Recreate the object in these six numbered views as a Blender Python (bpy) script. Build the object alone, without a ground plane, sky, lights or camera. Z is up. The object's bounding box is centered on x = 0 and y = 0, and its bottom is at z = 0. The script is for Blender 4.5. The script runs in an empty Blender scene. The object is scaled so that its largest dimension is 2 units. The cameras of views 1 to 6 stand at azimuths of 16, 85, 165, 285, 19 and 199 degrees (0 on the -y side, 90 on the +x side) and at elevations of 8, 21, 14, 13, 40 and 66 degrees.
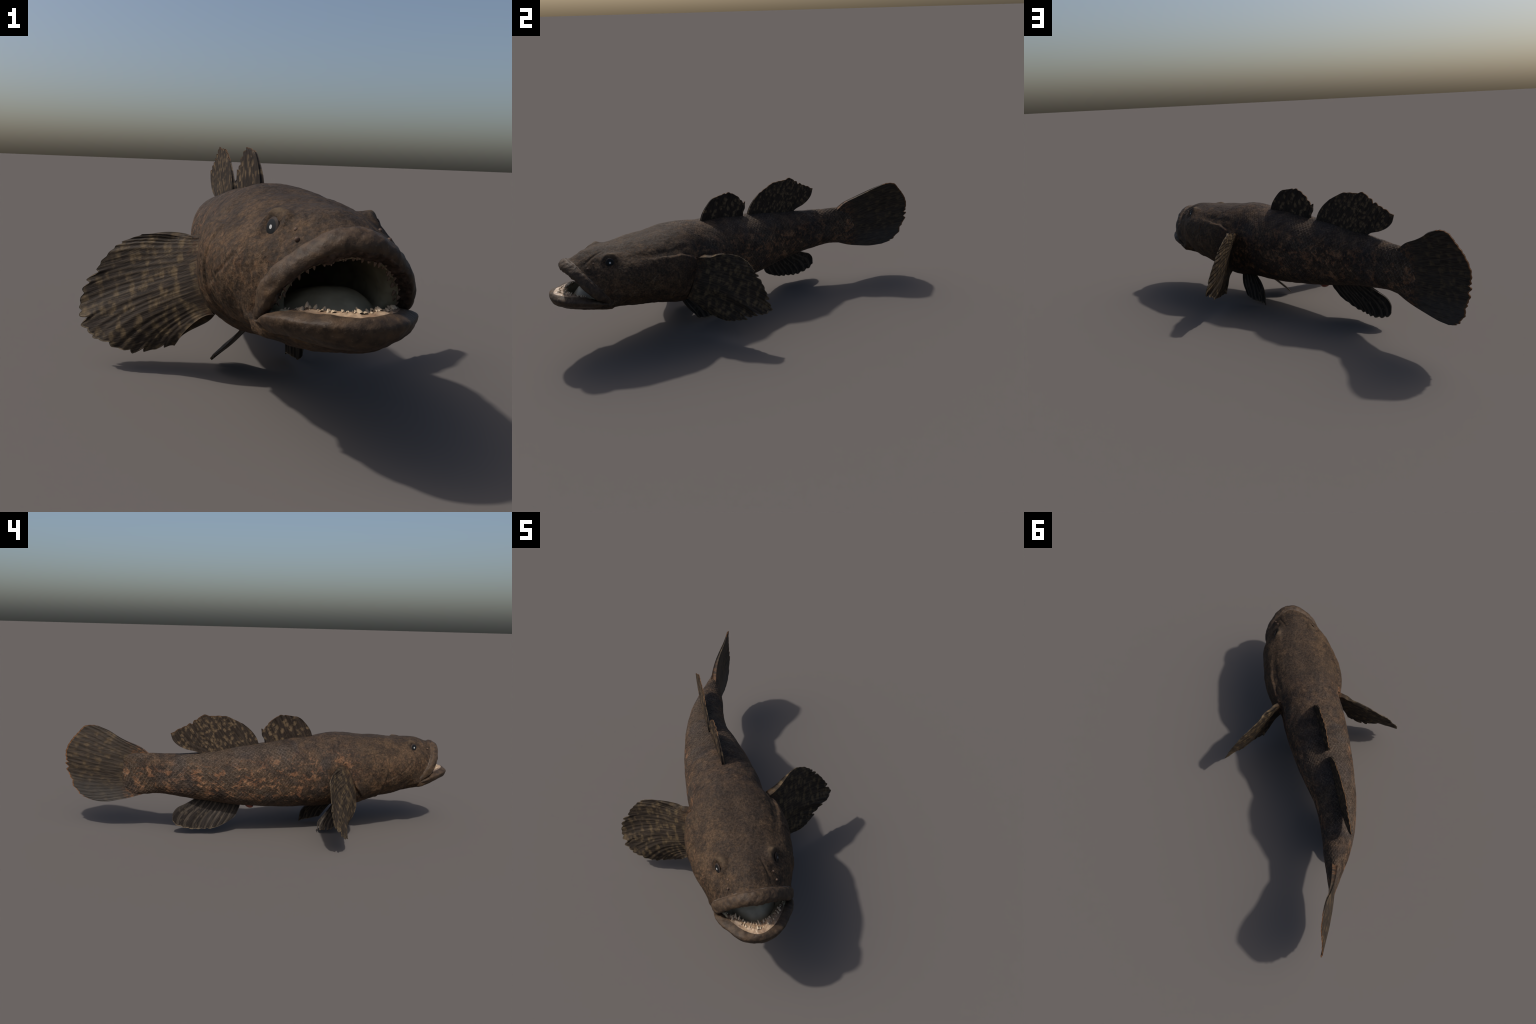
"""A large brown sleeper goby, mouth agape, swimming with a gently bent body.

The fish is described in its own straight frame (h = distance along the spine,
positive towards the snout; w = sideways, positive to the fish's left;
z = up) and then bent along a plan-view spine into world space.
"""
import bpy, math
import numpy as np
from mathutils import Vector, Matrix

RNG = np.random.RandomState(7)

# ------------------------------------------------------------------ numerics
def hermite(x, y, q):
    """Smooth curve through control values (Catmull-Rom on uneven keys)."""
    x = np.asarray(x, float); y = np.asarray(y, float); q = np.asarray(q, float)
    d = np.gradient(y, x, axis=0)
    i = np.clip(np.searchsorted(x, q) - 1, 0, len(x) - 2)
    s = x[i + 1] - x[i]
    t = (q - x[i]) / s
    if y.ndim > 1:
        s = s[:, None]; t = t[:, None]
    return ((2*t**3 - 3*t**2 + 1)*y[i] + (t**3 - 2*t**2 + t)*s*d[i]
            + (-2*t**3 + 3*t**2)*y[i + 1] + (t**3 - t**2)*s*d[i + 1])

def smooth(a, b, x):
    t = np.clip((x - a) / (b - a), 0, 1)
    return t*t*(3 - 2*t)

def lattice(ix, iy, iz, seed):
    n = (ix*374761393 + iy*668265263 + iz*2147483647 + seed*1274126177).astype(np.int64)
    n = (n ^ (n >> 13)) * 1274126177
    n = n ^ (n >> 16)
    return (n & 0xFFFF) / 65535.0 * 2 - 1

def noise(p, scale, seed=0):
    """Value noise in [-1, 1] for an (n, 3) array of points."""
    q = np.asarray(p) * scale
    i = np.floor(q).astype(np.int64); f = q - i
    f = f*f*(3 - 2*f)
    out = 0
    for a in (0, 1):
        for b in (0, 1):
            for c in (0, 1):
                k = (f[:, 0] if a else 1 - f[:, 0])*(f[:, 1] if b else 1 - f[:, 1])*(f[:, 2] if c else 1 - f[:, 2])
                out = out + k*lattice(i[:, 0] + a, i[:, 1] + b, i[:, 2] + c, seed)
    return out

def polyline(pts, q):
    """Resample a control polyline smoothly at q in [0, 1] by chord length."""
    pts = np.asarray(pts, float)
    t = np.r_[0, np.cumsum(np.linalg.norm(np.diff(pts, axis=0), axis=1))]
    return hermite(t/t[-1], pts, q)

# --------------------------------------------------------------------- spine
ORIGIN = np.array([0.053, -0.372])
SPINE_Y = [-1.02, -0.76, -0.372, -0.02, 0.12, 0.25, 0.41, 0.505, 0.66, 1.02]
SPINE_X = [0.427, 0.280, 0.050, -0.168, -0.256, -0.315, -0.362, -0.382, -0.414, -0.468]
_yy = np.linspace(-1.02, 1.02, 1201)
_xx = hermite(SPINE_Y, SPINE_X, _yy)
_len = np.r_[0, np.cumsum(np.hypot(np.diff(_xx), np.diff(_yy)))]
_hh = -(_len - np.interp(ORIGIN[1], _yy, _len))
SH, SX, SYY = _hh[::-1], _xx[::-1], _yy[::-1]
STX, STY = np.gradient(SX, SH), np.gradient(SYY, SH)

def bend(P):
    """Straight-frame points (h, w, z) to world space."""
    P = np.asarray(P, float)
    h, w = P[..., 0], P[..., 1]
    cx, cy = np.interp(h, SH, SX), np.interp(h, SH, SYY)
    tx, ty = np.interp(h, SH, STX), np.interp(h, SH, STY)
    n = np.hypot(tx, ty); tx, ty = tx/n, ty/n
    return np.stack([cx - ty*w, cy + tx*w, P[..., 2]], -1)

# ------------------------------------------------------- body profile (side, top)
STATION = [-1.170, -1.125, -1.06, -.98, -.85, -.70, -.55, -.40, -.25, -.12, 0, .09, .18, .27, .36, .45, .56]
TOP     = [.402, .426, .434, .436, .438, .452, .476, .492, .515, .523, .542, .538, .525, .523, .512, .515, .497]
BOTTOM  = [.244, .216, .212, .220, .209, .188, .163, .148, .138, .138, .139, .134, .158, .178, .192, .214, .225]
HALF    = [.006, .018, .036, .059, .084, .104, .126, .152, .169, .178, .180, .218, .230, .222, .212, .187, .129]
BELLY_N = [2.15, 2.2, 2.3, 2.35, 2.4, 2.45, 2.45, 2.45, 2.45, 2.45, 2.45, 2.3, 2.1, 1.98, 1.88, 1.85, 1.85]

def planar_ring(h, q):
    """Cross-section at h: points for q in [0, 1] from back to belly (right half)."""
    t, b, w = (hermite(STATION, a, np.array([h]))[0] for a in (TOP, BOTTOM, HALF))
    zm = b + (t - b)*.52
    a = np.linspace(0, math.pi, 400)
    s, c = np.sin(a), np.cos(a)
    n = np.where(c > 0, np.interp(h, [.10, .28, .40], [2.15, 1.98, 1.90]), hermite(STATION, BELLY_N, np.array([h]))[0])
    W = w*np.abs(s)**(2/n)
    Z = zm + np.where(c > 0, t - zm, zm - b)*np.sign(c)*np.abs(c)**(2/n)
    L = np.r_[0, np.cumsum(np.hypot(np.diff(W), np.diff(Z)))]; L /= L[-1]
    return np.stack([np.full_like(q, h), np.interp(q, L, W), np.interp(q, L, Z)], -1)

# -------------------------------------------------------- mouth rings (head frame)
# every ring runs from the midline above, round the mouth corner, to the midline below
RING_Q = [0, .14, .28, .42, .52, .58, .64, .76, .88, 1]
CORNER = .58
cheek   = [(.510,0,.507),(.505,.070,.489),(.495,.126,.447),(.475,.166,.392),(.460,.175,.335),
           (.455,.172,.288),(.475,.160,.258),(.512,.120,.243),(.548,.065,.233),(.562,0,.230)]
groove  = [(.595,0,.480),(.583,.053,.467),(.560,.108,.429),(.526,.150,.378),(.498,.161,.335),
           (.474,.158,.290),(.518,.150,.271),(.583,.116,.270),(.643,.066,.266),(.670,0,.263)]
lip_out = [(.609,0,.486),(.599,.054,.473),(.576,.111,.433),(.541,.156,.379),(.510,.167,.331),
           (.478,.161,.279),(.530,.163,.284),(.607,.131,.293),(.676,.076,.291),(.701,0,.288)]
lip_fro = [(.639,0,.468),(.630,.052,.459),(.606,.105,.422),(.570,.150,.366),(.534,.160,.312),
           (.490,.155,.281),(.540,.162,.301),(.620,.128,.312),(.687,.073,.318),(.708,0,.316)]
lip_rim = [(.642,0,.446),(.633,.050,.439),(.610,.100,.407),(.573,.141,.351),(.530,.147,.303),
           (.502,.147,.291),(.545,.130,.309),(.608,.098,.324),(.664,.055,.331),(.690,0,.333)]
gum     = [(.612,0,.425),(.602,.046,.417),(.580,.090,.393),(.547,.124,.345),(.513,.132,.308),
           (.494,.130,.298),(.527,.127,.306),(.570,.093,.316),(.608,.050,.320),(.626,0,.321)]
inside  = [(.572,0,.428),(.562,.048,.420),(.545,.082,.394),(.522,.104,.348),(.507,.108,.322),
           (.500,.104,.300),(.525,.098,.296),(.552,.082,.288),(.585,.046,.286),(.602,0,.288)]

def key_ring(ctrl, q):
    k = np.array(RING_Q); c = np.array(ctrl, float)
    m = np.array([1, -1, 1])
    kk = np.r_[-k[2:0:-1], k, 2 - k[-2:-4:-1]]
    cc = np.vstack([c[2:0:-1]*m, c, c[-2:-4:-1]*m])
    return hermite(kk, cc, q)

def oval(h, hw, top, bot, q):
    a = q*math.pi
    return np.stack([np.full_like(q, h), hw*np.sin(a), (top + bot)/2 + (top - bot)/2*np.cos(a)], -1)

M = 360                                     # columns round the body
psi = np.arange(M)/M*2
Qc = np.where(psi <= 1, psi, 2 - psi)
SIDE = np.where(psi <= 1, 1.0, -1.0)

def full(r):
    r = r.copy(); r[:, 1] *= SIDE; return r

# trunk rings
H0, H1 = -1.165, .40
trunk_h = np.arange(H0, H1 + 1e-6, .0042)
rings = [full(planar_ring(h, Qc)) for h in trunk_h]
N_TRUNK = len(rings)
keys = [planar_ring(.36, Qc), planar_ring(trunk_h[-1], Qc)] + [key_ring(c, Qc) for c in
        (cheek, groove, lip_out, lip_fro, lip_rim, gum, inside)]
keys += [oval(.42, .105, .428, .258, Qc), oval(.27, .10, .42, .265, Qc), oval(.14, .07, .41, .30, Qc), oval(.08, .02, .37, .33, Qc)]
keys = np.array([full(k) for k in keys])
steps = [0, 18, 22, 6, 9, 7, 10, 12, 14, 10, 8, 5]   # sub-rings in each stretch
marks = {}
names = ['x', 'trunk', 'cheek', 'groove', 'lip_out', 'lip_fro', 'lip_rim', 'gum', 'inside']
marks['trunk'] = len(rings) - 1
for j in range(1, len(keys) - 1):
    a, b = keys[j], keys[j + 1]
    pa = keys[j - 1]
    pb = keys[j + 2] if j + 2 < len(keys) else keys[j + 1]*2 - keys[j]
    # chord lengths per column keep the curve from overshooting at the lips
    e = 1e-4
    d0 = np.sqrt(np.linalg.norm(a - pa, axis=1)) + e; d1 = np.sqrt(np.linalg.norm(b - a, axis=1)) + e
    d2 = np.sqrt(np.linalg.norm(pb - b, axis=1)) + e
    d0, d1, d2 = (d[:, None] for d in (d0, d1, d2))
    m0 = ((a - pa)/d0 - (b - pa)/(d0 + d1) + (b - a)/d1)*d1
    m1 = ((b - a)/d1 - (pb - a)/(d1 + d2) + (pb - b)/d2)*d1
    for s in range(1, steps[j] + 1):
        t = s/steps[j]
        rings.append((2*t**3 - 3*t*t + 1)*a + (t**3 - 2*t*t + t)*m0 + (-2*t**3 + 3*t*t)*b + (t**3 - t*t)*m1)
    if j + 1 < len(names):
        marks[names[j + 1]] = len(rings) - 1
G = np.array(rings)                         # (rings, columns, 3) straight frame
R = len(G)

def grid_normals(G):
    du = np.roll(G, -1, 1) - np.roll(G, 1, 1)
    dr = np.gradient(G, axis=0)
    n = np.cross(dr, du)
    n /= np.linalg.norm(n, axis=2)[..., None] + 1e-12
    return n

# ---------------------------------------------------------------- skin relief
EYE = np.array([.446, .128, .467])
EYE_DIR = np.array([.20, .93, .22]); EYE_DIR /= np.linalg.norm(EYE_DIR)

def seg_dist(x, y, pts):
    """Distance to a polyline in a 2-D chart and the signed side of it."""
    best = np.full(x.shape, 9.0); side = np.zeros(x.shape)
    for (ax, ay), (bx, by) in zip(pts[:-1], pts[1:]):
        dx, dy = bx - ax, by - ay
        L = dx*dx + dy*dy
        t = np.clip(((x - ax)*dx + (y - ay)*dy)/L, 0, 1)
        d = np.hypot(x - ax - t*dx, y - ay - t*dy)
        s = (dx*(y - ay) - dy*(x - ax))
        k = d < best
        best = np.where(k, d, best); side = np.where(k, np.sign(s), side)
    return best, side

OPERCLE = [(.17,.452),(.10,.447),(.035,.418),(.008,.392),(.028,.335),(.060,.275),(.105,.215),(.160,.175)]
PREOPERCLE = [(.255,.430),(.245,.360),(.235,.300),(.225,.240),(.245,.195)]
CHEEK_LINE = [(.40,.40),(.36,.365),(.33,.345)]
JAW_FOLD = [(.46,.262),(.40,.236),(.33,.222),(.27,.225)]

def scale_chart(h, w, z):
    """Scale-row coordinates on the flank: (along, around)."""
    zc = hermite(STATION, (np.array(TOP) + np.array(BOTTOM))/2, np.clip(h, -1.16, .5))
    r = hermite(STATION, .5*(np.array(HALF) + (np.array(TOP) - np.array(BOTTOM))/2), np.clip(h, -1.16, .5))
    hf = hermite(STATION, HALF, np.clip(h, -1.16, .5)); hh = hermite(STATION, (np.array(TOP) - np.array(BOTTOM))/2, np.clip(h, -1.16, .5))
    return h, np.arctan2(np.abs(w)/hf, (z - zc)/hh)*r

# scale rows get finer towards the nape; ROW counts rows back from the gill opening
ROW_H = [-1.30, -.90, -.60, -.30, -.10, .10, .60]
PITCH = [.0255, .0250, .0230, .0190, .0160, .0140, .0140]
_rh = np.linspace(-1.30, .60, 400)
_rows = np.r_[0, np.cumsum(np.diff(_rh)/np.interp(_rh[1:], ROW_H, PITCH))]
ROWS = [float(x) for x in -np.interp(ROW_H, _rh, _rows)]
SCALE_W = .0215

def scale_relief(h, w, z):
    """Rises along each scale to its round rear rim, then drops to the next."""
    along, around = scale_chart(h, w, z)
    a = hermite(ROW_H, ROWS, np.clip(along, -1.29, .59)); b = around/SCALE_W
    r1 = .5*np.abs(np.sin(np.pi*b)) - a; r1 -= np.floor(r1)
    r2 = .5 + .5*np.abs(np.cos(np.pi*b)) - a; r2 -= np.floor(r2)
    d = np.minimum(r1, r2)
    return (1 - d)*smooth(0, .10, d) - .5

def relief(G):
    n = grid_normals(G)
    h, w, z = G[..., 0], G[..., 1], G[..., 2]
    aw = np.abs(w)
    ri = np.arange(R)[:, None]*np.ones((1, M))
    outer = 1 - smooth(marks['groove'] - 2, marks['groove'] + 1, ri)
    d = np.zeros(h.shape)
    # orbit: raised brow, a rim round the eye, hollow before and below it
    v = np.stack([h - EYE[0], aw - EYE[1], z - EYE[2]], -1)
    ax = v @ EYE_DIR
    rr = np.sqrt(np.maximum((v*v).sum(-1) - ax*ax, 0))
    side = smooth(.02, .06, aw)
    brow = np.exp(-(((h - .437)/.033)**2 + ((aw - .110)/.021)**2 + ((z - .503)/.032)**2))
    d += .027*brow
    d += side*(.0065*np.exp(-((rr - .034)/.009)**2)*(.40 + .60*np.tanh((z - .468)/.015)) - .012*np.exp(-(rr/.026)**4))
    d += -.005*np.exp(-(((h - .50)/.03)**2 + ((aw - .10)/.03)**2 + ((z - .46)/.04)**2))
    # ridge and groove that run forward from the brow
    d += -np.where(w > 0, .0035, .0012)*np.exp(-((aw - .060 - .25*(h - .49))/.005)**2)*smooth(.44, .47, h)*(1 - smooth(.53, .56, h))*smooth(.44, .47, z)
    # gill cover: raised plate with a free rear edge
    dist, sd = seg_dist(h, z, OPERCLE)
    flank = smooth(.07, .12, aw)
    plate = np.where(sd > 0, np.exp(-(dist/.040)), 0)
    behind = np.where(sd <= 0, np.exp(-(dist/.03)), 0)
    d += flank*smooth(.165, .24, z)*(.007*plate*smooth(0, .010, np.where(sd > 0, dist, 0)) - .005*behind)
    # preopercle crease, cheek lines, folds under the jaw
    dist, sd = seg_dist(h, z, PREOPERCLE)
    crk = .45 + .55*smooth(-.3, .4, noise(G.reshape(-1, 3), 22, 11).reshape(h.shape))
    d += flank*crk*(-.005*np.exp(-(dist/.006)**2) + .004*np.exp(-((dist - .014)/.010)**2)*(sd < 0))
    d += flank*.003*np.exp(-(((h - .315)/.05)**2 + ((z - .275)/.05)**2))
    dist, sd = seg_dist(h, z, CHEEK_LINE)
    d += flank*(-.003*np.exp(-(dist/.005)**2))
    dist, sd = seg_dist(h, z, JAW_FOLD)
    d += smooth(.05, .08, aw)*(-.005*np.exp(-(dist/.007)**2) + .004*np.exp(-((dist - .016)/.01)**2))
    # furrow between the nape muscle and the gill cover
    d += -.004*np.exp(-((z - .47)/.014)**2)*smooth(.02, .1, h)*(1 - smooth(.30, .40, h))*flank
    d += -.003*np.exp(-(w/.03)**2)*smooth(-.02, .08, h)*(1 - smooth(.35, .45, h))*(z > .4)
    # uneven flesh
    P = G.reshape(-1, 3)
    lumps = noise(P, 14, 1)*.0020 + noise(P, 33, 2)*.0012 + noise(P, 80, 3)*.0007
    d += lumps.reshape(h.shape)
    # wrinkled fine skin on the head
    headm = smooth(.0, .10, h)
    d += headm*(noise(P, 150, 5)*.0006 + noise(P, 60, 6)*.0009).reshape(h.shape)
    # scales on trunk and tail stalk, fading out on the nape and belly
    sm = (1 - smooth(-.02, .06, h))*(1 - .6*smooth(.5, .9, np.clip((.24 - z)/.1, 0, 1)))
    d += sm*.0023*scale_relief(h, w, z)*(.45 + .55*smooth(-.10, -.45, h))
    lipm = smooth(marks['groove'] - 1, marks['groove'] + 2, ri)*(1 - smooth(marks['gum'] + 1, marks['gum'] + 4, ri))
    gumz = smooth(marks['lip_rim'], marks['lip_rim'] + 2, ri)*(1 - smooth(marks['gum'] + 1, marks['gum'] + 4, ri))
    strip = noise(np.stack([np.broadcast_to(psi[None, :]*34, h.shape).ravel(), (ri*.12).ravel(), 0*ri.ravel()], -1), 1.0, 17)
    d = d*outer + gumz*(strip*.0030 + noise(P, 170, 13)*.0016 + noise(P, 90, 14)*.0015).reshape(h.shape) + lipm*(noise(P, 60, 8)*.0018 + noise(P, 25, 9)*.0018 + noise(P, 130, 10)*.0007).reshape(h.shape)
    out = G + n*d[..., None]
    out[..., 1] -= .0025*smooth(.38, .58, h)*smooth(.31, .38, z)          # the mouth hangs a little to one side
    return out

G = relief(G)
W = bend(G)                                  # world positions
NB = grid_normals(W)

# ------------------------------------------------------------- materials
class Nodes:
    """Tiny helper to write node trees as expressions."""
    def __init__(self, name):
        self.m = bpy.data.materials.new(name); self.m.use_nodes = True
        self.t = self.m.node_tree; self.t.nodes.clear()
        self.out = self.t.nodes.new('ShaderNodeOutputMaterial')
    def n(self, kind, **kw):
        x = self.t.nodes.new(kind)
        for k, v in kw.items(): setattr(x, k, v)
        return x
    def link(self, a, b): self.t.links.new(a, b)
    def put(self, sock, v):
        if isinstance(v, bpy.types.NodeSocket): self.link(v, sock)
        elif isinstance(v, tuple) and len(v) == 3 and sock.type == 'RGBA': sock.default_value = (*v, 1)
        else: sock.default_value = v
    def math(self, op, a, b=0.0, c=0.0, clamp=False):
        x = self.n('ShaderNodeMath', operation=op, use_clamp=clamp)
        for s, v in zip(x.inputs, (a, b, c)): self.put(s, v)
        return x.outputs[0]
    def mix(self, f, a, b):
        x = self.n('ShaderNodeMix', data_type='RGBA')
        self.put(x.inputs[0], f); self.put(x.inputs[6], a); self.put(x.inputs[7], b)
        return x.outputs[2]
    def step(self, v, lo, hi, a=0.0, b=1.0):
        x = self.n('ShaderNodeMapRange', interpolation_type='SMOOTHSTEP')
        for s, q in zip(x.inputs, (v, lo, hi, a, b)): self.put(s, q)
        return x.outputs[0]
    def curve(self, v, xs, ys):
        """Table lookup: a FloatCurve over [x0, x1], range rescaled to values."""
        lo, hi = min(ys), max(ys); x0, x1 = xs[0], xs[-1]
        f = self.n('ShaderNodeMapRange'); 
        for s, q in zip(f.inputs, (v, x0, x1, 0.0, 1.0)): self.put(s, q)
        c = self.n('ShaderNodeFloatCurve'); pts = c.mapping.curves[0].points
        for i, (x, y) in enumerate(zip(xs, ys)):
            px, py = (x - x0)/(x1 - x0), (y - lo)/(hi - lo + 1e-9)
            if i == 0: pts[0].location = (px, py)
            elif i == len(xs) - 1: pts[len(pts) - 1].location = (px, py)
            else: pts.new(px, py)
        c.mapping.update(); self.link(f.outputs[0], c.inputs['Value'])
        return self.math('MULTIPLY_ADD', c.outputs[0], hi - lo, lo)
    def xyz(self, v):
        s = self.n('ShaderNodeSeparateXYZ'); self.link(v, s.inputs[0]); return s.outputs
    def vec(self, x, y, z):
        c = self.n('ShaderNodeCombineXYZ')
        for s, v in zip(c.inputs, (x, y, z)): self.put(s, v)
        return c.outputs[0]
    def noise(self, v, scale, detail=3.0, rough=.55, dist=0.0):
        x = self.n('ShaderNodeTexNoise')
        self.link(v, x.inputs['Vector'])
        x.inputs['Scale'].default_value = scale; x.inputs['Detail'].default_value = detail
        x.inputs['Roughness'].default_value = rough; x.inputs['Distortion'].default_value = dist
        return x.outputs[0]
    def voronoi(self, v, scale, feature='F1', out=0, rnd=1.0):
        x = self.n('ShaderNodeTexVoronoi', feature=feature)
        self.link(v, x.inputs['Vector']); x.inputs['Scale'].default_value = scale
        x.inputs['Randomness'].default_value = rnd
        return x.outputs[out]
    def mapping(self, v, scale=(1, 1, 1), rot=(0, 0, 0), loc=(0, 0, 0)):
        x = self.n('ShaderNodeMapping'); self.link(v, x.inputs[0])
        x.inputs[1].default_value = loc; x.inputs[2].default_value = rot; x.inputs[3].default_value = scale
        return x.outputs[0]
    def bump(self, height, strength, dist=.002, normal=None):
        x = self.n('ShaderNodeBump'); x.inputs['Strength'].default_value = strength
        x.inputs['Distance'].default_value = dist; self.link(height, x.inputs['Height'])
        if normal is not None: self.link(normal, x.inputs['Normal'])
        return x.outputs[0]
    def object_coords(self):
        return self.n('ShaderNodeTexCoord').outputs['Object']
    def finish(self, color, rough=.5, normal=None, spec=.4, coat=0.0, translucent=None, **kw):
        p = self.n('ShaderNodeBsdfPrincipled')
        self.put(p.inputs['Base Color'], color); self.put(p.inputs['Roughness'], rough)
        p.inputs['Specular IOR Level'].default_value = spec
        p.inputs['Coat Weight'].default_value = coat
        for k, v in kw.items(): p.inputs[k.replace('_', ' ')].default_value = v
        if normal is not None: self.link(normal, p.inputs['Normal'])
        sh = p.outputs[0]
        if translucent:
            t = self.n('ShaderNodeBsdfTranslucent'); self.put(t.inputs[0], color)
            if normal is not None: self.link(normal, t.inputs['Normal'])
            m = self.n('ShaderNodeMixShader'); m.inputs[0].default_value = translucent
            self.link(sh, m.inputs[1]); self.link(t.outputs[0], m.inputs[2]); sh = m.outputs[0]
        self.link(sh, self.out.inputs[0])
        return self.m

def straight_coords(N):
    """Undo the body bend inside the shader: returns h, w, z of the straight fish."""
    x, y, z = N.xyz(N.object_coords())
    ys = np.linspace(-1.02, 1.02, 13)
    cx = N.curve(y, list(ys), list(np.interp(ys, SYY[::-1], SX[::-1])))
    ang = np.arctan2(-np.interp(ys, SYY[::-1], STX[::-1]), np.interp(ys, SYY[::-1], STY[::-1]))
    # lean of the spine from the y axis
    lean = np.arctan(np.gradient(np.interp(ys, SYY[::-1], SX[::-1]), ys))
    a = N.curve(y, list(ys), list(lean))
    dx = N.math('SUBTRACT', x, cx)
    w = N.math('MULTIPLY', dx, N.math('COSINE', a))
    y0 = N.math('ADD', y, N.math('MULTIPLY', N.math('MULTIPLY', dx, N.math('SINE', a)), N.math('COSINE', a)))
    h = N.curve(y0, list(ys), list(np.interp(ys, SYY[::-1], SH[::-1])))
    return h, w, z

def skin_material():
    N = Nodes('mottled_fish_skin')
    obj = N.object_coords()
    h, w, z = straight_coords(N)
    S = STATION
    mid = [(t + b)/2 for t, b in zip(TOP, BOTTOM)]
    rad = [.5*(hf + (t - b)/2) for t, b, hf in zip(TOP, BOTTOM, HALF)]
    zc = N.curve(h, S, mid); r = N.curve(h, S, rad)
    aw = N.math('ABSOLUTE', w)
    hf = N.curve(h, S, HALF); hh = N.curve(h, S, [(t - b)/2 for t, b in zip(TOP, BOTTOM)])
    ang = N.math('ARCTAN2', N.math('DIVIDE', aw, hf), N.math('DIVIDE', N.math('SUBTRACT', z, zc), hh))
    around = N.math('MULTIPLY', ang, r)
    st = N.vec(h, w, z)
    wob = N.math('MULTIPLY', N.math('SUBTRACT', N.noise(st, 26, 3, .7), .5), .55)
    a = N.math('ADD', N.curve(h, ROW_H, ROWS), wob)
    b = N.math('ADD', N.math('DIVIDE', around, SCALE_W), wob)
    pb = N.math('MULTIPLY', b, math.pi)
    z1 = N.math('MULTIPLY', N.math('ABSOLUTE', N.math('SINE', pb)), .5)
    z2 = N.math('MULTIPLY_ADD', N.math('ABSOLUTE', N.math('COSINE', pb)), .5, .5)
    q1, q2 = N.math('SUBTRACT', z1, a), N.math('SUBTRACT', z2, a)
    f1, f2 = N.math('FRACT', q1), N.math('FRACT', q2)
    rim_d = N.math('MINIMUM', f1, f2)
    which = N.math('LESS_THAN', f1, f2)
    idx = N.math('ADD', N.math('MULTIPLY', which, N.math('FLOOR', q1)), N.math('MULTIPLY', N.math('SUBTRACT', 1.0, which), N.math('ADD', N.math('FLOOR', q2), .5)))
    idy = N.math('ADD', N.math('MULTIPLY', which, N.math('FLOOR', b)), N.math('MULTIPLY', N.math('SUBTRACT', 1.0, which), N.math('FLOOR', N.math('ADD', b, .5))))
    wn = N.n('ShaderNodeTexWhiteNoise', noise_dimensions='2D'); N.link(N.vec(idx, idy, 0.0), wn.inputs['Vector'])
    per = wn.outputs[0]
    net = N.step(rim_d, .02, .14, 1.0, 0.0)
    body = N.step(h, -.01, .10, 1.0, 0.0)                 # scaled part
    # ---- base browns
    n1 = N.noise(st, 5.0, 4, .6); n2 = N.noise(st, 17.0, 4, .65); n3 = N.noise(st, 70.0, 3, .6)
    n4 = N.noise(st, 230.0, 2, .6)
    dark, warm, grey = (.026, .0190, .0152), (.060, .0375, .0230), (.042, .0310, .0225)
    col = N.mix(N.step(n2, .35, .68), dark, warm)
    col = N.mix(N.math('MULTIPLY', N.step(n1, .42, .66), .65), col, grey)
    # head: more olive brown, with fine freckling
    olive = N.mix(N.step(N.math('MULTIPLY_ADD', n2, .5, N.math('MULTIPLY', n3, .5)), .40, .62), (.026, .0178, .0120), (.068, .0425, .0245))
    headm = N.step(h, .02, .16)
    col = N.mix(N.math('MULTIPLY', headm, .75), col, olive)
    # dark nape patches
    nape = N.math('MULTIPLY', N.step(z, .44, .50), N.step(n1, .46, .6))
    col = N.mix(N.math('MULTIPLY', nape, .5), col, (.0285, .0208, .0160))
    # ---- orange mottling along the lower flank, scale by scale
    band = N.math('MULTIPLY', N.step(ang, .55, 1.50), N.step(ang, 2.1, 2.6, 1.0, 0.0))
    warp = N.vec(N.math('MULTIPLY', h, .75), w, z)
    patch = N.noise(warp, 27.0, 4, .68, .8)
    patch = N.math('ADD', patch, N.math('MULTIPLY', N.math('SUBTRACT', per, .5), .10))
    patch = N.math('ADD', patch, N.math('MULTIPLY', N.math('SUBTRACT', n3, .5), .35))
    om = N.math('MULTIPLY', N.step(patch, .485, .66), N.math('MULTIPLY', band, N.step(h, -.02, .10, 1.0, .22)))
    orange = N.mix(N.step(n2, .4, .65), (.125, .060, .031), (.205, .108, .058))
    col = N.mix(N.math('MULTIPLY', om, .82), col, orange)
    # broad dark saddles on the flank
    sad = N.noise(N.vec(N.math('MULTIPLY', h, 1.0), 0.0, N.math('MULTIPLY', z, .8)), 6.5, 2)
    col = N.mix(N.math('MULTIPLY', N.math('MULTIPLY', N.step(sad, .52, .62), body), .45), col, (.032, .027, .025))
    # pinkish brown belly
    belly = N.math('MULTIPLY', N.step(ang, 2.25, 2.75), N.step(h, .12, .2, 1.0, .25))
    col = N.mix(N.math('MULTIPLY', belly, .65), col, N.mix(N.step(n3, .35, .65), (.058, .036, .025), (.098, .064, .046)))
    # each scale a shade of its own, pale net of scale edges
    shade = N.math('MULTIPLY_ADD', per, .34, .83)
    col = N.mix(body, col, N.vec_scale(col, shade))
    netm = N.math('MULTIPLY', N.math('MULTIPLY', net, body), N.math('MULTIPLY', N.step(N.math('MULTIPLY_ADD', n2, .5, N.math('MULTIPLY', n1, .5)), .38, .60, .05, .42), N.step(h, -.45, .05, 1.0, .35)))
    col = N.mix(netm, col, (.150, .122, .098))
    pit = N.voronoi(obj, 150.0); grain = N.noise(obj, 120.0, 4, .75)
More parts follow.
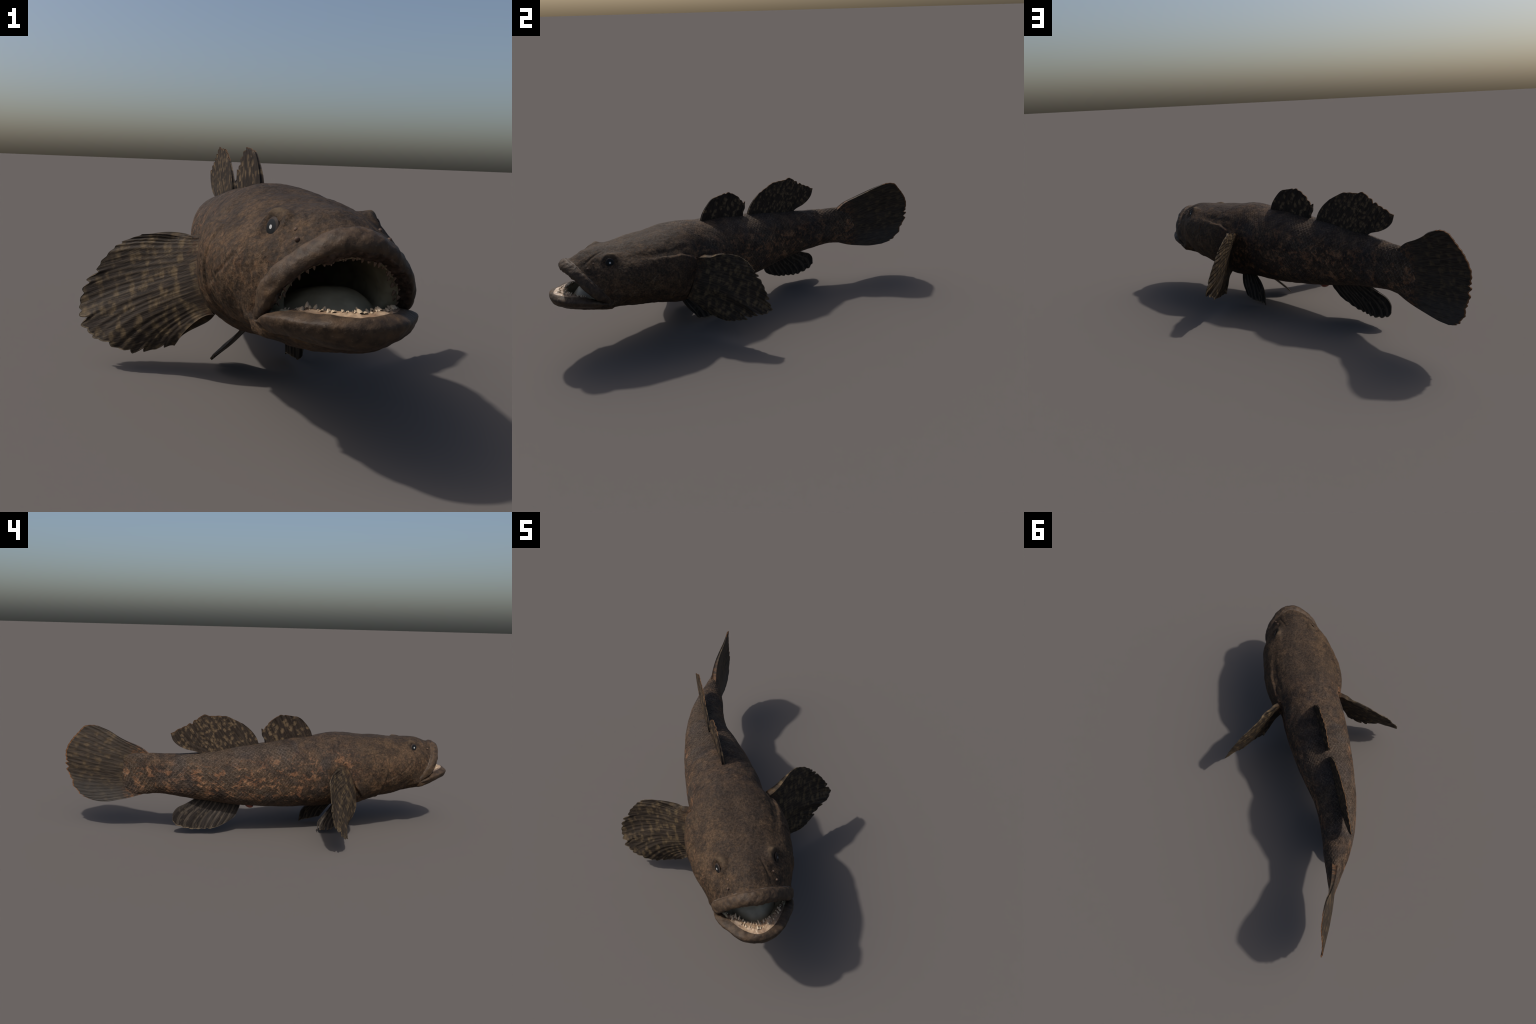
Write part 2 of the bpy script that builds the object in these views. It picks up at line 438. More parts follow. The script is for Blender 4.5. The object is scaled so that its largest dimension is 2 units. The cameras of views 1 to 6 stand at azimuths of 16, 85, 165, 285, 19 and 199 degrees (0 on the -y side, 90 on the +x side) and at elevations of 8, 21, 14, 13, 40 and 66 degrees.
    col = N.vec_scale(col, N.math('MULTIPLY', N.step(grain, .32, .68, .62, 1.42), N.step(pit, .0, .55, .82, 1.10)))
    # tan specks and thin pale scratches on the head
    speck = N.math('MULTIPLY', N.step(n4, .63, .74), N.step(n2, .4, .6))
    col = N.mix(N.math('MULTIPLY', speck, .45), col, (.150, .105, .062))
    # blotches of ochre on the lower cheek
    chk = N.math('MULTIPLY', N.step(N.noise(st, 24, 3, .6, .8), .55, .7), N.math('MULTIPLY', headm, N.step(z, .25, .42, 1.0, 0.0)))
    col = N.mix(N.math('MULTIPLY', chk, .50), col, (.130, .075, .034))
    # broken pale sensory lines over cheek and snout
    wig = N.math('ABSOLUTE', N.math('SUBTRACT', N.noise(N.vec(N.math('MULTIPLY', h, .6), w, z), 9.0, 3, .5, .4), .5))
    line = N.math('MULTIPLY', N.math('MULTIPLY', N.step(wig, .001, .007, 1.0, 0.0), N.math('MULTIPLY', headm, N.step(z, .41, .45, 1.0, .15))), N.step(n2, .48, .62))
    col = N.mix(N.math('MULTIPLY', line, .55), col, (.150, .115, .080))
    hgt = N.math('ADD', N.math('MULTIPLY', n4, .5), N.math('MULTIPLY', N.math('MULTIPLY', N.math('SUBTRACT', 1.0, rim_d), body), .5))
    hgt = N.math('ADD', hgt, N.math('MULTIPLY', n3, .6))
    hgt = N.math('ADD', hgt, N.math('MULTIPLY', grain, .8))
    brow = N.math('MULTIPLY', N.step(N.math('ABSOLUTE', N.math('SUBTRACT', aw, .108)), .0, .032, 1.0, 0.0), N.math('MULTIPLY', N.step(N.math('ABSOLUTE', N.math('SUBTRACT', h, .437)), .0, .045, 1.0, 0.0), N.step(z, .485, .505)))
    col = N.mix(N.math('MULTIPLY', brow, .7), col, (.105, .072, .043))
    return N.finish(col, N.step(n3, .3, .7, .62, .78), N.bump(hgt, .8, .0026), spec=.10)

def vec_scale(self, col, f):
    x = self.n('ShaderNodeVectorMath', operation='SCALE')
    self.link(col, x.inputs[0]); self.put(x.inputs['Scale'], f)
    return x.outputs[0]
Nodes.vec_scale = vec_scale

def lip_material():
    N = Nodes('brown_lip_skin'); o = N.object_coords()
    n1, n2, n3 = N.noise(o, 12, 4), N.noise(o, 45, 4, .6), N.noise(o, 160, 3)
    col = N.mix(N.step(n2, .35, .68), (.034, .0225, .0150), (.070, .0445, .0265))
    col = N.mix(N.math('MULTIPLY', N.step(n1, .52, .70), .55), col, (.120, .070, .036))
    col = N.mix(N.math('MULTIPLY', N.step(n3, .62, .74), .4), col, (.165, .12, .08))
    return N.finish(col, .6, N.bump(N.math('ADD', n3, n2), .5, .0025), spec=.2)

def gum_material():
    N = Nodes('pink_gum'); o = N.object_coords()
    n1, n2 = N.noise(o, 40, 3), N.noise(o, 120, 3)
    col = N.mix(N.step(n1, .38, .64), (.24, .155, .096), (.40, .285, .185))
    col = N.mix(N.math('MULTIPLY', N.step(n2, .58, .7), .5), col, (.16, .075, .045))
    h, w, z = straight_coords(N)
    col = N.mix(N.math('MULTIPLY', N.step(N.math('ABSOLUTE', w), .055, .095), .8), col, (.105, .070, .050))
    return N.finish(col, .45, N.bump(n2, .5, .002), spec=.45)

def lining_material():
    N = Nodes('pale_mouth_lining'); o = N.object_coords()
    n1, n2 = N.noise(o, 9, 3), N.noise(o, 60, 3)
    col = N.mix(N.step(n1, .4, .62), (.21, .176, .115), (.35, .30, .205))  # browns warmed to cancel the blue skylight inside the mouth
    col = N.mix(N.math('MULTIPLY', N.step(n2, .55, .7), .3), col, (.12, .10, .08))
    return N.finish(col, .42, N.bump(n2, .2, .002), spec=.4)

def plain(name, col, rough=.4, spec=.5, coat=0.0, vary=.25, scale=60):
    N = Nodes(name); o = N.object_coords()
    f = N.noise(o, scale, 3)
    c = N.mix(N.step(f, .3, .7), tuple(x*(1 - vary) for x in col), tuple(x*(1 + vary) for x in col))
    return N.finish(c, rough, None, spec, coat)

def fin_material(name, dark, tan, amount, scale=42, ray=False, stretch=(.75, 1, 1), rim=None, bars=0.0, wash=None, root=None, cover=.38, soft=.16):
    """Fin colour on fin-local coordinates: x runs out along the rays, y across them."""
    N = Nodes(name); o = N.object_coords()
    x, y, z = N.xyz(o)
    rad = N.math('SQRT', N.math('ADD', N.math('MULTIPLY', x, x), N.math('MULTIPLY', y, y)))
    flat = N.vec(x, y, N.math('MULTIPLY', z, .3))
    m = N.mapping(flat, scale=stretch)
    s1 = N.noise(m, scale*1.45, 3, .55, .25)
    s2 = N.noise(m, scale*2.6, 3, .6)
    streak = N.noise(N.mapping(flat, scale=(.08, 1, 1)), 230, 3)
    wv = N.n('ShaderNodeVectorMath', operation='ADD'); N.link(m, wv.inputs[0])
    N.link(N.vec(N.math('MULTIPLY', N.math('SUBTRACT', s2, .5), .012), N.math('MULTIPLY', N.math('SUBTRACT', s1, .5), .016), 0.0), wv.inputs[1])
    vor = N.voronoi(wv.outputs[0], scale)
    spots = N.math('ADD', N.math('MULTIPLY_ADD', vor, -.42, .60), N.math('MULTIPLY', N.math('SUBTRACT', s1, .5), .55))
    if bars:
        wave_ = N.math('SINE', N.math('MULTIPLY_ADD', rad, bars, N.math('MULTIPLY', N.noise(m, 14, 2), 5.0)))
        spots = N.math('ADD', spots, N.math('MULTIPLY', wave_, .045))
    f = N.math('MULTIPLY', N.step(spots, cover, cover + soft), amount)
    col = N.mix(N.step(streak, .38, .62), tuple(c*.75 for c in dark), tuple(c*1.3 for c in dark))
    col = N.mix(f, col, N.mix(N.step(s2, .4, .6), tuple(c*.72 for c in tan), tan))
    if ray:
        col = N.mix(ray, col, tuple(c*.8 for c in tan))
    col = N.mix(N.math('MULTIPLY', N.step(streak, .60, .74), .28), col, tuple(c*.9 for c in tan))
    if wash:
        col = N.mix(N.math('MULTIPLY', N.step(y, wash[1], wash[2]), .65), col, wash[0])
    col = N.mix(N.math('MULTIPLY', N.step(streak, .36, .46, 1.0, 0.0), .55), col, tuple(c*.7 for c in dark))
    if root:
        rf = N.step(N.math('ADD', x, N.math('MULTIPLY', N.math('SUBTRACT', s1, .5), .10)), root[1], root[2], 1.0, 0.0)
        col = N.mix(N.math('MULTIPLY', rf, .8), col, N.mix(N.step(s2, .42, .60), (.034, .026, .021), root[0]))
    return N.finish(col, .6, N.bump(N.math('ADD', streak, N.math('MULTIPLY', s2, .4)), .6, .0020), spec=.10, translucent=.08)

# ------------------------------------------------------------ scene assembly
COL = bpy.context.scene.collection
root = bpy.data.objects.new('sleeper_goby', None)
COL.objects.link(root)
root['label'] = 'mottled dark brown sleeper goby with gaping mouth'
root['category'] = 'fish'

def add_object(name, verts, faces, mats, midx=None, smooth_faces=True, parent=root, normals=None, matrix=None):
    me = bpy.data.meshes.new(name)
    verts = np.asarray(verts, float)
    if matrix is not None:
        inv = np.array(matrix.inverted())
        verts = verts @ inv[:3, :3].T + inv[:3, 3]
    me.from_pydata(verts.tolist(), [], [tuple(f) for f in np.asarray(faces).tolist()] if not isinstance(faces, list) else faces)
    for m in mats: me.materials.append(m)
    if midx is not None: me.polygons.foreach_set('material_index', np.asarray(midx, np.int32))
    me.polygons.foreach_set('use_smooth', np.full(len(me.polygons), smooth_faces))
    me.update()
    if normals is not None: me.normals_split_custom_set_from_vertices([tuple(n) for n in normals])
    ob = bpy.data.objects.new(name, me); COL.objects.link(ob)
    ob.parent = parent
    if matrix is not None: ob.matrix_world = matrix
    return ob

skin = skin_material(); lipm = lip_material(); gumm = gum_material(); lining = lining_material()

# ---- body: one surface, split by region with shared border normals
ri, cj = np.meshgrid(np.arange(R - 1), np.arange(M), indexing='ij')
cj2 = (cj + 1) % M
quads = np.stack([ri*M + cj, ri*M + cj2, (ri + 1)*M + cj2, (ri + 1)*M + cj], -1)
hc = G[..., 0][:-1]
qmid = .5*(Qc + Qc[(np.arange(M) + 1) % M])[None, :]*np.ones((R - 1, 1))
gi = marks['groove']; lr = marks['lip_rim']; gu = marks['gum']; lf = marks['lip_fro']
rows = ri
zone = np.full(ri.shape, 'head', dtype=object)
zone[rows < N_TRUNK - 1] = 'trunk'
zone[(rows < N_TRUNK - 1) & (hc > .035)] = 'head'
zone[hc < -.80] = 'tail_stalk'
zone[(rows >= marks['cheek']) & (rows < gi) & (qmid > CORNER)] = 'lower_jaw'
zone[(rows >= gi) & (rows < lr + 1) & (qmid < CORNER)] = 'upper_lip'
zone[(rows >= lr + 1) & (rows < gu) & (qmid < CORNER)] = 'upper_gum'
zone[(rows >= gi) & (rows < lr) & (qmid >= CORNER)] = 'lower_lip'
zone[(rows >= lr) & (rows < gu) & (qmid >= CORNER)] = 'mouth_lining'
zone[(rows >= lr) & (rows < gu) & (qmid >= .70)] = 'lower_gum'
zone[rows >= gu] = 'mouth_lining'
flatW, flatN = W.reshape(-1, 3), NB.reshape(-1, 3)
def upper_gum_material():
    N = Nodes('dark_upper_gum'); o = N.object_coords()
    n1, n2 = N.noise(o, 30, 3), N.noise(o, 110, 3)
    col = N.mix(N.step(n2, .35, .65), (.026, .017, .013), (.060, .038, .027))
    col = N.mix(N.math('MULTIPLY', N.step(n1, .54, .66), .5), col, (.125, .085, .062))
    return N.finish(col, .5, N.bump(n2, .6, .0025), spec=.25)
uppergum = upper_gum_material()
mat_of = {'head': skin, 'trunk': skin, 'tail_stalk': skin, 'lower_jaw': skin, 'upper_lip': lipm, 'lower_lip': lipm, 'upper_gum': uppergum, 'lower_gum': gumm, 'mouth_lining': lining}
# make sure faces look outward
c0 = quads[60, 10]
fn = np.cross(flatW[c0[1]] - flatW[c0[0]], flatW[c0[2]] - flatW[c0[0]])
flip = fn @ (flatW[c0[0]] - W[60].mean(0)) < 0
if flatN[c0[0]] @ (flatW[c0[0]] - W[60].mean(0)) < 0: flatN = -flatN
def crease_material():
    N = Nodes('pale_lip_crease'); o = N.object_coords()
    n1, n2 = N.noise(o, 28, 3), N.noise(o, 140, 3)
    col = N.mix(N.step(n2, .35, .65), (.040, .027, .019), (.070, .046, .030))
    col = N.mix(N.math('MULTIPLY', N.step(n1, .47, .60), .6), col, (.155, .125, .098))
    return N.finish(col, .6, N.bump(n2, .5, .002), spec=.2)
crease = crease_material()
parts = {}
for name, mat in mat_of.items():
    f = quads[zone == name]
    if flip: f = f[:, ::-1]
    used, inv = np.unique(f, return_inverse=True)
    seam = (rows[zone == name] <= gi) if name == 'upper_lip' else None
    parts[name] = add_object(name, flatW[used], inv.reshape(-1, 4), [mat] + ([crease] if seam is not None else []), midx=seam, normals=flatN[used])
# close the two ends of the surface
def cap(ring_index, name, mat, reverse):
    c = W[ring_index]; mid = c.mean(0)
    fs = [(j, (j + 1) % M, M) if not reverse else ((j + 1) % M, j, M) for j in range(M)]
    add_object(name, np.vstack([c, mid]), fs, [mat])
cap(R - 1, 'throat', lining, False)
cap(0, 'tail_root', skin, True)

# ------------------------------------------------------------------- fins
def fin(name, front, tip, rear, base, rays, mats, thick=(.010, .0022), bulge=(0, 0, 0), scallop=.03,
        ragged=.02, straight=True, ridge=.0016, seed=0, nu=64, per=7, wave=.0, fan=0.0, reach=.0):
    """Fin from four edge curves: front ray, tip outline, rear ray and base line.

    Rays run from base to tip; the web between them is sunk and the tip is scalloped.
    """
    rs = np.random.RandomState(seed)
    nv = rays*per + 1
    u = np.linspace(0, 1, nu); v = np.linspace(0, 1, nv)
    F, T, Rr, B = polyline(front, u), polyline(tip, v), polyline(rear, u), polyline(base, v)
    kx = np.linspace(0, 1, rays + 1)
    kx[1:-1] += (rs.rand(rays - 1) - .5)*.55/rays           # rays are not evenly spaced
    ph = np.interp(v, kx, np.arange(rays + 1))
    T = T + (T - B)*reach*np.sin(np.pi*v)[:, None]**.3
    near = np.abs(ph - np.round(ph))*2            # 0 on a ray, 1 mid web
    amp = np.repeat(.3 + 1.3*rs.rand(rays), per)
    amp = np.r_[amp, amp[-1]]
    cut = scallop*amp*near**2 + ragged*np.interp(ph, np.arange(rays + 1), rs.rand(rays + 1)**2)
    tear = rs.rand(rays) < .25
    k = np.clip(ph.astype(int), 0, rays - 1)
    cut = cut + np.where(tear[k], ragged*1.6*smooth(.2, 1, near), 0)
    cut *= .3 + 1.1*v                      # the leading edge is whole, the trailing one frayed
    cut[0] = cut[-1] = 0
    U = u[:, None]*(1 - cut[None, :]*u[:, None]**3)
    V = np.broadcast_to(v[None, :], U.shape)
    def at(c, q):
        return np.stack([np.interp(q, u, c[:, i]) for i in range(3)], -1)
    Fu, Ru = at(F, U), at(Rr, U)
    U3, V3 = U[..., None], V[..., None]
    P = ((1 - V3)*Fu + V3*Ru + (1 - U3)*B[None] + U3*T[None]
         - ((1 - U3)*(1 - V3)*F[0] + U3*(1 - V3)*F[-1] + (1 - U3)*V3*Rr[0] + U3*V3*Rr[-1]))
    P = P + np.array(bulge)*(np.sin(np.pi*u[:, None, None]**.95)*np.sin(np.pi*V3)**.8)
    if straight: P = bend(P)
    du, dv = np.gradient(P, axis=0), np.gradient(P, axis=1)
    n = np.cross(du, dv); n /= np.linalg.norm(n, axis=2)[..., None] + 1e-12
    amp2 = np.interp(ph, np.arange(rays + 1), .4 + 1.1*rs.rand(rays + 1))
    fold = (amp2*np.cos(2*np.pi*ph))[None, :]*ridge*np.clip(U, 0, 1)**.9
    if wave:
        slow = np.sin(v*9 + 1.0)[None, :]*wave*U**2
        P = P + n*slow[..., None]
    P = P + n*(fold*.9)[..., None]
    half = .5*(thick[0]*(1 - U)**1.3 + thick[1]) + ridge*.45*(near[None, :] < .45)*np.clip(U*3, 0, 1)*(1 - .5*U)
    A, C = P + n*half[..., None], P - n*half[..., None]
    verts = np.vstack([A.reshape(-1, 3), C.reshape(-1, 3)])
    off = nu*nv
    faces, mid = [], []
    pm = .5*(ph[1:] + ph[:-1])
    is_ray = [abs(pm[j] - round(pm[j]))*2 < .30 for j in range(nv - 1)]
    for i in range(nu - 1):
        for j in range(nv - 1):
            a = i*nv + j
            rim = 2 if i >= nu - 2 and len(mats) > 2 else (1 if is_ray[j] else 0)
            faces.append((a, a + 1, a + nv + 1, a + nv)); mid.append(rim)
            faces.append((off + a + nv, off + a + nv + 1, off + a + 1, off + a)); mid.append(rim)
    edge = [(i*nv, (i + 1)*nv) for i in range(nu - 1)] + [((nu - 1)*nv + j, (nu - 1)*nv + j + 1) for j in range(nv - 1)] \
         + [((i + 1)*nv + nv - 1, i*nv + nv - 1) for i in range(nu - 1)] + [(j + 1, j) for j in range(nv - 1)]
    last = 2 if len(mats) > 2 else 1
    for a, b in edge:
        faces.append((b, a, off + a, off + b)); mid.append(last if a >= (nu - 2)*nv else 1)
    # local frame: x out along the middle ray, y across the fin
    mb, mt = P[0].mean(0), P[-1, nv//2]
    xax = mt - mb; xax /= np.linalg.norm(xax)
    yax = P[nu//2, 0] - P[nu//2, -1]; yax -= xax*(yax @ xax); yax /= np.linalg.norm(yax)
    zax = np.cross(xax, yax)
    o = mb - xax*fan
    mw = Matrix(((xax[0], yax[0], zax[0], o[0]), (xax[1], yax[1], zax[1], o[1]), (xax[2], yax[2], zax[2], o[2]), (0, 0, 0, 1)))
    return add_object(name, verts, faces, mats, mid, matrix=mw)

def sheet(p, q, pts):
    """Outline given on an upright sheet through plan points p and q: (along, z)."""
    p, q = np.array(p), np.array(q)
    d = (q - p)/np.linalg.norm(q - p); n = np.array([d[1], -d[0]])
    return [(*(p + d*a + n*.001*float(smooth(.50, .65, z))), z) for a, z in pts]

TAN, DARK = (.155, .108, .063), (.0275, .0205, .0158)
dorsal_web = fin_material('dorsal_fin_web', DARK, TAN, .72, 54, cover=.36, soft=.18)
dorsal_ray = fin_material('dorsal_fin_ray', DARK, TAN, .76, 54, cover=.36, soft=.18)
spiny_web = fin_material('first_dorsal_web', (.0245, .0180, .0140), TAN, .76, 38, stretch=(.85, .85, 1), cover=.39, soft=.14)
dorsal_rim = fin_material('dorsal_fin_rim', (.10, .055, .028), (.20, .115, .06), .7, 40)
tail_fin_look = dict(scale=34, stretch=(.7, .9, 1), bars=95.0, wash=((.056, .053, .050), -.04, -.15), root=((.12, .062, .033), .03, .12), cover=.36, soft=.28)
tail_web = fin_material('tail_fin_web', (.033, .0260, .0205), (.118, .082, .046), .62, **tail_fin_look)
tail_ray = fin_material('tail_fin_ray', (.037, .0290, .0225), (.118, .082, .046), .66, ray=.08, **tail_fin_look)
orange_rim = fin_material('orange_fin_rim', (.13, .062, .028), (.22, .115, .056), .7, 40)
anal_web = fin_material('anal_fin_web', (.0205, .0170, .0150), (.105, .083, .058), .45, 40, cover=.44, soft=.14)
anal_ray = fin_material('anal_fin_ray', (.035, .029, .025), (.125, .100, .072), .45, 40, ray=.26, cover=.44, soft=.14)
pectoral_look = dict(scale=40, stretch=(.95, .70, 1), bars=120.0, root=((.105, .055, .028), .02, .12), cover=.33, soft=.28)
pect_web = fin_material('pectoral_fin_web', (.0285, .0215, .0165), (.150, .105, .057), .72, **pectoral_look)
pect_ray = fin_material('pectoral_fin_ray', (.034, .0260, .0195), (.150, .105, .057), .76, ray=.10, **pectoral_look)
pale_rim = fin_material('pale_fin_rim', (.07, .052, .033), (.20, .15, .095), .7, 40)

D1P, D1Q = (-.007, -.264), (-.166, -.017)
fin('first_dorsal_fin',
    sheet(D1P, D1Q, [(-.002, .515), (.010, .552), (.030, .582), (.046, .600), (.070, .622), (.089, .632)]),
    sheet(D1P, D1Q, [(.089, .632), (.121, .637), (.155, .643), (.198, .642), (.218, .630), (.253, .604), (.273, .581), (.295, .571)]),
    sheet(D1P, D1Q, [(.272, .478), (.276, .512), (.290, .535), (.292, .555), (.295, .571)]),
    sheet(D1P, D1Q, [(-.002, .515), (.09, .508), (.18, .496), (.272, .478)]),
    7, [spiny_web, spiny_web, dorsal_rim], straight=False, seed=3, scallop=.05, ragged=.03, thick=(.010, .004), ridge=.0018)
D2P, D2Q = (-.178, -.007), (-.414, .399)
fin('second_dorsal_fin',
    sheet(D2P, D2Q, [(-.002, .475), (.014, .521), (.045, .563), (.090, .600)]),
    sheet(D2P, D2Q, [(.090, .600), (.144, .626), (.183, .642), (.231, .647), (.269, .647), (.305, .651), (.326, .637), (.392, .602), (.438, .577), (.476, .557)]),
    sheet(D2P, D2Q, [(.300, .425), (.335, .452), (.401, .472), (.438, .492), (.462, .516), (.476, .557)]),
    sheet(D2P, D2Q, [(-.002, .475), (.10, .465), (.20, .445), (.300, .425)]),
    12, [dorsal_web, dorsal_ray, dorsal_rim], straight=False, seed=5, scallop=.02, ragged=.02, thick=(.010, .004), ridge=.0014)
fin('anal_fin',
    [(-.222, .080, .175), (-.232, .080, .145), (-.245, .085, .125), (-.261, .095, .098), (-.280, .118, .076)],
    [(-.280, .118, .076), (-.298, .144, .060), (-.319, .177, .044), (-.338, .211, .035), (-.352, .273, .030), (-.372, .320, .032), (-.388, .360, .045), (-.400, .390, .060), (-.404, .402, .080)],
    [(-.312, .285, .210), (-.345, .312, .188), (-.372, .345, .168), (-.393, .378, .150), (-.405, .398, .120), (-.404, .402, .080)],
    [(-.222, .080, .175), (-.250, .140, .180), (-.285, .215, .192), (-.312, .285, .210)],
    9, [anal_web, anal_ray, pale_rim], straight=False, seed=8, scallop=.03, ragged=.015, ridge=.0022, per=8)

def tail_at(pts):
    """Tail outline: (distance back, z) on the slightly leaning tail sheet."""
    p, q = np.array((-.384, .558)), np.array((-.465, 1.0))
    d = (q - p)/np.linalg.norm(q - p); n = np.array([-d[1], d[0]])
    out = []
    for a, z in pts:
        curl = float(np.interp(z, [.16, .25, .35, .43, .49, .52, .555], [-.020, -.012, -.006, .004, .014, .024, .038]))
        if z < .40:       # lower lobe bellies to the fish's right, then comes back at the edge
            curl = -.024*float(np.interp(z, [.16, .30, .36, .40], [1, 1, .6, 0]))*float(np.interp(a, [0, .10, .22, .32, .40, .45], [0, .6, 1, .5, -.2, -.5]))
            k = p + d*a - n*curl
        else:
            k = p + d*a - n*curl*float(smooth(.02, .25, a))
        out.append((k[0], k[1], z))
    return out
fin('tail_fin',
    tail_at([(-.02, .425), (.030, .462), (.104, .493), (.155, .515), (.210, .541), (.270, .561)]),
    tail_at([(.270, .561), (.310, .567), (.345, .562), (.383, .526), (.410, .495), (.424, .475), (.443, .432), (.448, .370), (.446, .335), (.430, .292), (.415, .262), (.416, .240), (.395, .216), (.373, .192), (.340, .175), (.300, .164)]),
    tail_at([(-.02, .225), (.030, .206), (.092, .186), (.156, .172), (.230, .160), (.300, .164)]),
    tail_at([(-.02, .425), (.03, .36), (.04, .32), (.03, .27), (-.02, .225)]),
    22, [tail_web, tail_ray, orange_rim], straight=False, seed=11, scallop=.008, ragged=.022, thick=(.026, .0035), ridge=.0011, per=6, wave=.004, fan=.0)

PB = [(.000, .165, .395), (.024, .186, .33), (.050, .190, .26), (.070, .165, .190)]
def mirror(pts): return [(a, -b, c) for a, b, c in pts]
right = dict(
    front=[(.000, .165, .395), (-.022, .205, .391), (-.053, .233, .389), (-.082, .271, .391), (-.139, .341, .380)],
    tip=[(-.139, .341, .380), (-.175, .395, .352), (-.184, .430, .322), (-.193, .465, .273), (-.200, .503, .216), (-.188, .517, .158), (-.158, .515, .124), (-.121, .485, .090), (-.085, .444, .080), (-.064, .390, .055), (-.045, .329, .059), (-.006, .262, .085)],
    rear=[(.070, .165, .190), (.062, .205, .165), (.034, .240, .130), (-.006, .262, .085)])
left = dict(
    front=[(.000, .165, .400), (-.012, .210, .415), (-.030, .237, .416), (-.058, .281, .432), (-.095, .321, .431), (-.120, .358, .427)],
    tip=[(-.120, .358, .427), (-.140, .402, .402), (-.151, .447, .364), (-.161, .486, .313), (-.163, .516, .260), (-.164, .547, .186), (-.126, .506, .156), (-.117, .475, .138), (-.095, .441, .117), (-.050, .377, .095), (-.030, .325, .092), (-.025, .289, .092)],
    rear=[(.070, .165, .190), (.050, .205, .165), (.015, .245, .125), (-.025, .289, .092)])
for nm, d, s in (('pectoral_fin', right, -1), ('pectoral_fin', left, 1)):
    k = (lambda p: p) if s > 0 else mirror
    fin(nm, k(d['front']), k(d['tip']), k(d['rear']), k(PB), 22, [pect_web, pect_ray, pale_rim], seed=20 + s,
        scallop=.03, ragged=.035, thick=(.032, .003), ridge=.0011, bulge=(-.036 if s > 0 else -.046, .004*s, 0), per=7, fan=.06, reach=.022)
pelvic_base = [(.070, .070, .165), (.045, .055, .160), (.015, .038, .155)]
fin('pelvic_fin', [(.070, .070, .165), (.040, .100, .095), (.000, .116, .040)],
    [(.000, .116, .040), (-.020, .108, .020), (-.046, .114, .017), (-.080, .112, .012), (-.115, .110, .008), (-.141, .109, .001)],
    [(.015, .038, .155), (-.068, .070, .122), (-.130, .102, .068), (-.141, .109, .001)], pelvic_base,
    6, [anal_web, anal_ray, pale_rim], seed=31, scallop=.04, ragged=.04, thick=(.012, .003), ridge=.0024, per=8)
fin('pelvic_fin', mirror([(.070, .070, .165), (.030, .108, .098), (-.018, .143, .050)]),
    mirror([(-.018, .143, .050), (-.046, .150, .028), (-.075, .146, .020), (-.100, .143, .010), (-.116, .124, .018)]),
    mirror([(.015, .038, .155), (-.030, .060, .115), (-.064, .074, .087), (-.106, .093, .052), (-.116, .124, .018)]), mirror(pelvic_base),
    6, [anal_web, anal_ray, pale_rim], seed=33, scallop=.04, ragged=.05, thick=(.012, .003), ridge=.0024, per=8)

# ------------------------------------------------------------------- eyes
iris = plain('eye_iris', (.034, .025, .021), .6, .12, 0)
pupil = plain('eye_pupil', (.007, .008, .009), .5, .15, 0, .1)
painted_glint = plain('eye_clouded_lens', (.40, .40, .39), .4, .4, .05, .05)  # pupil highlight, coloured in as a pale spot
def frame(o, d, up=(0, 0, 1)):
    d = np.array(d)/np.linalg.norm(d); s = np.cross(up, d); s /= np.linalg.norm(s); t = np.cross(d, s)
    return np.array(o), d, s, t
def dome(name, o, d, radius, height, bands, mats, parent=root, seg=48, round_=1.0):
    o, d, s, t = frame(o, d)
    rs = np.linspace(0, 1, 25)[1:]
    verts = [o + d*height]; faces = []; idx = []
    def mat(r):
        for i, b in enumerate(bands):
            if r <= b: return i
        return len(bands) - 1
    for r in rs:
        for k in range(seg):
            a = 2*math.pi*k/seg
            verts.append(o + radius*r*(math.cos(a)*s + math.sin(a)*t) + d*height*math.sqrt(max(0, 1 - r*r*.999))*round_)
    for k in range(seg):
        faces.append((0, 1 + k, 1 + (k + 1) % seg)); idx.append(0)
    for j in range(len(rs) - 1):
        for k in range(seg):
            a, b = 1 + j*seg + k, 1 + j*seg + (k + 1) % seg
            faces.append((a, a + seg, b + seg, b)); idx.append(mat((rs[j] + rs[j + 1])/2))
    return add_object(name, verts, faces, mats, idx)
for s in (1, -1):
    d = np.array([.30, .93*s, .20])
    c = np.array([EYE[0], EYE[1]*s, EYE[2]])
    # find the skin surface near the eye so that the eyeball stands proud of it
    near = np.argsort(np.linalg.norm(G.reshape(-1, 3) - c, axis=1))[:1]
    c = c + d*(((G.reshape(-1, 3)[near[0]] - c) @ d)) + d*.0005
    o = bend(c); tip = bend(c + d*.01)
    dome('eye', o, tip - o, .0225, .005, (.22, .74, 1), [painted_glint, pupil, iris])

# nostril tubes, vent
nostril = plain('nostril_flesh', (.085, .054, .038), .6, .2)
for s in (1, -1):
    for (h, w, z), (dh, dw, dz), rad, tall in (((.543, .096, .452), (.006, .007, .006), .0055, .007),
                                               ((.512, .090, .468), (.003, .006, .008), .0050, .005)):
        c = np.array([h, w*s, z]); k = c + np.array([dh, dw*s, dz])
        dome('nostril', bend(c), bend(k) - bend(c), rad, tall, (1,), [nostril], seg=20)
vent = plain('vent_flesh', (.20, .050, .032), .45, .4)
dome('vent_papilla', (-.202, .034, .154), (-.25, .35, -1), .026, .018, (1,), [vent], seg=24)

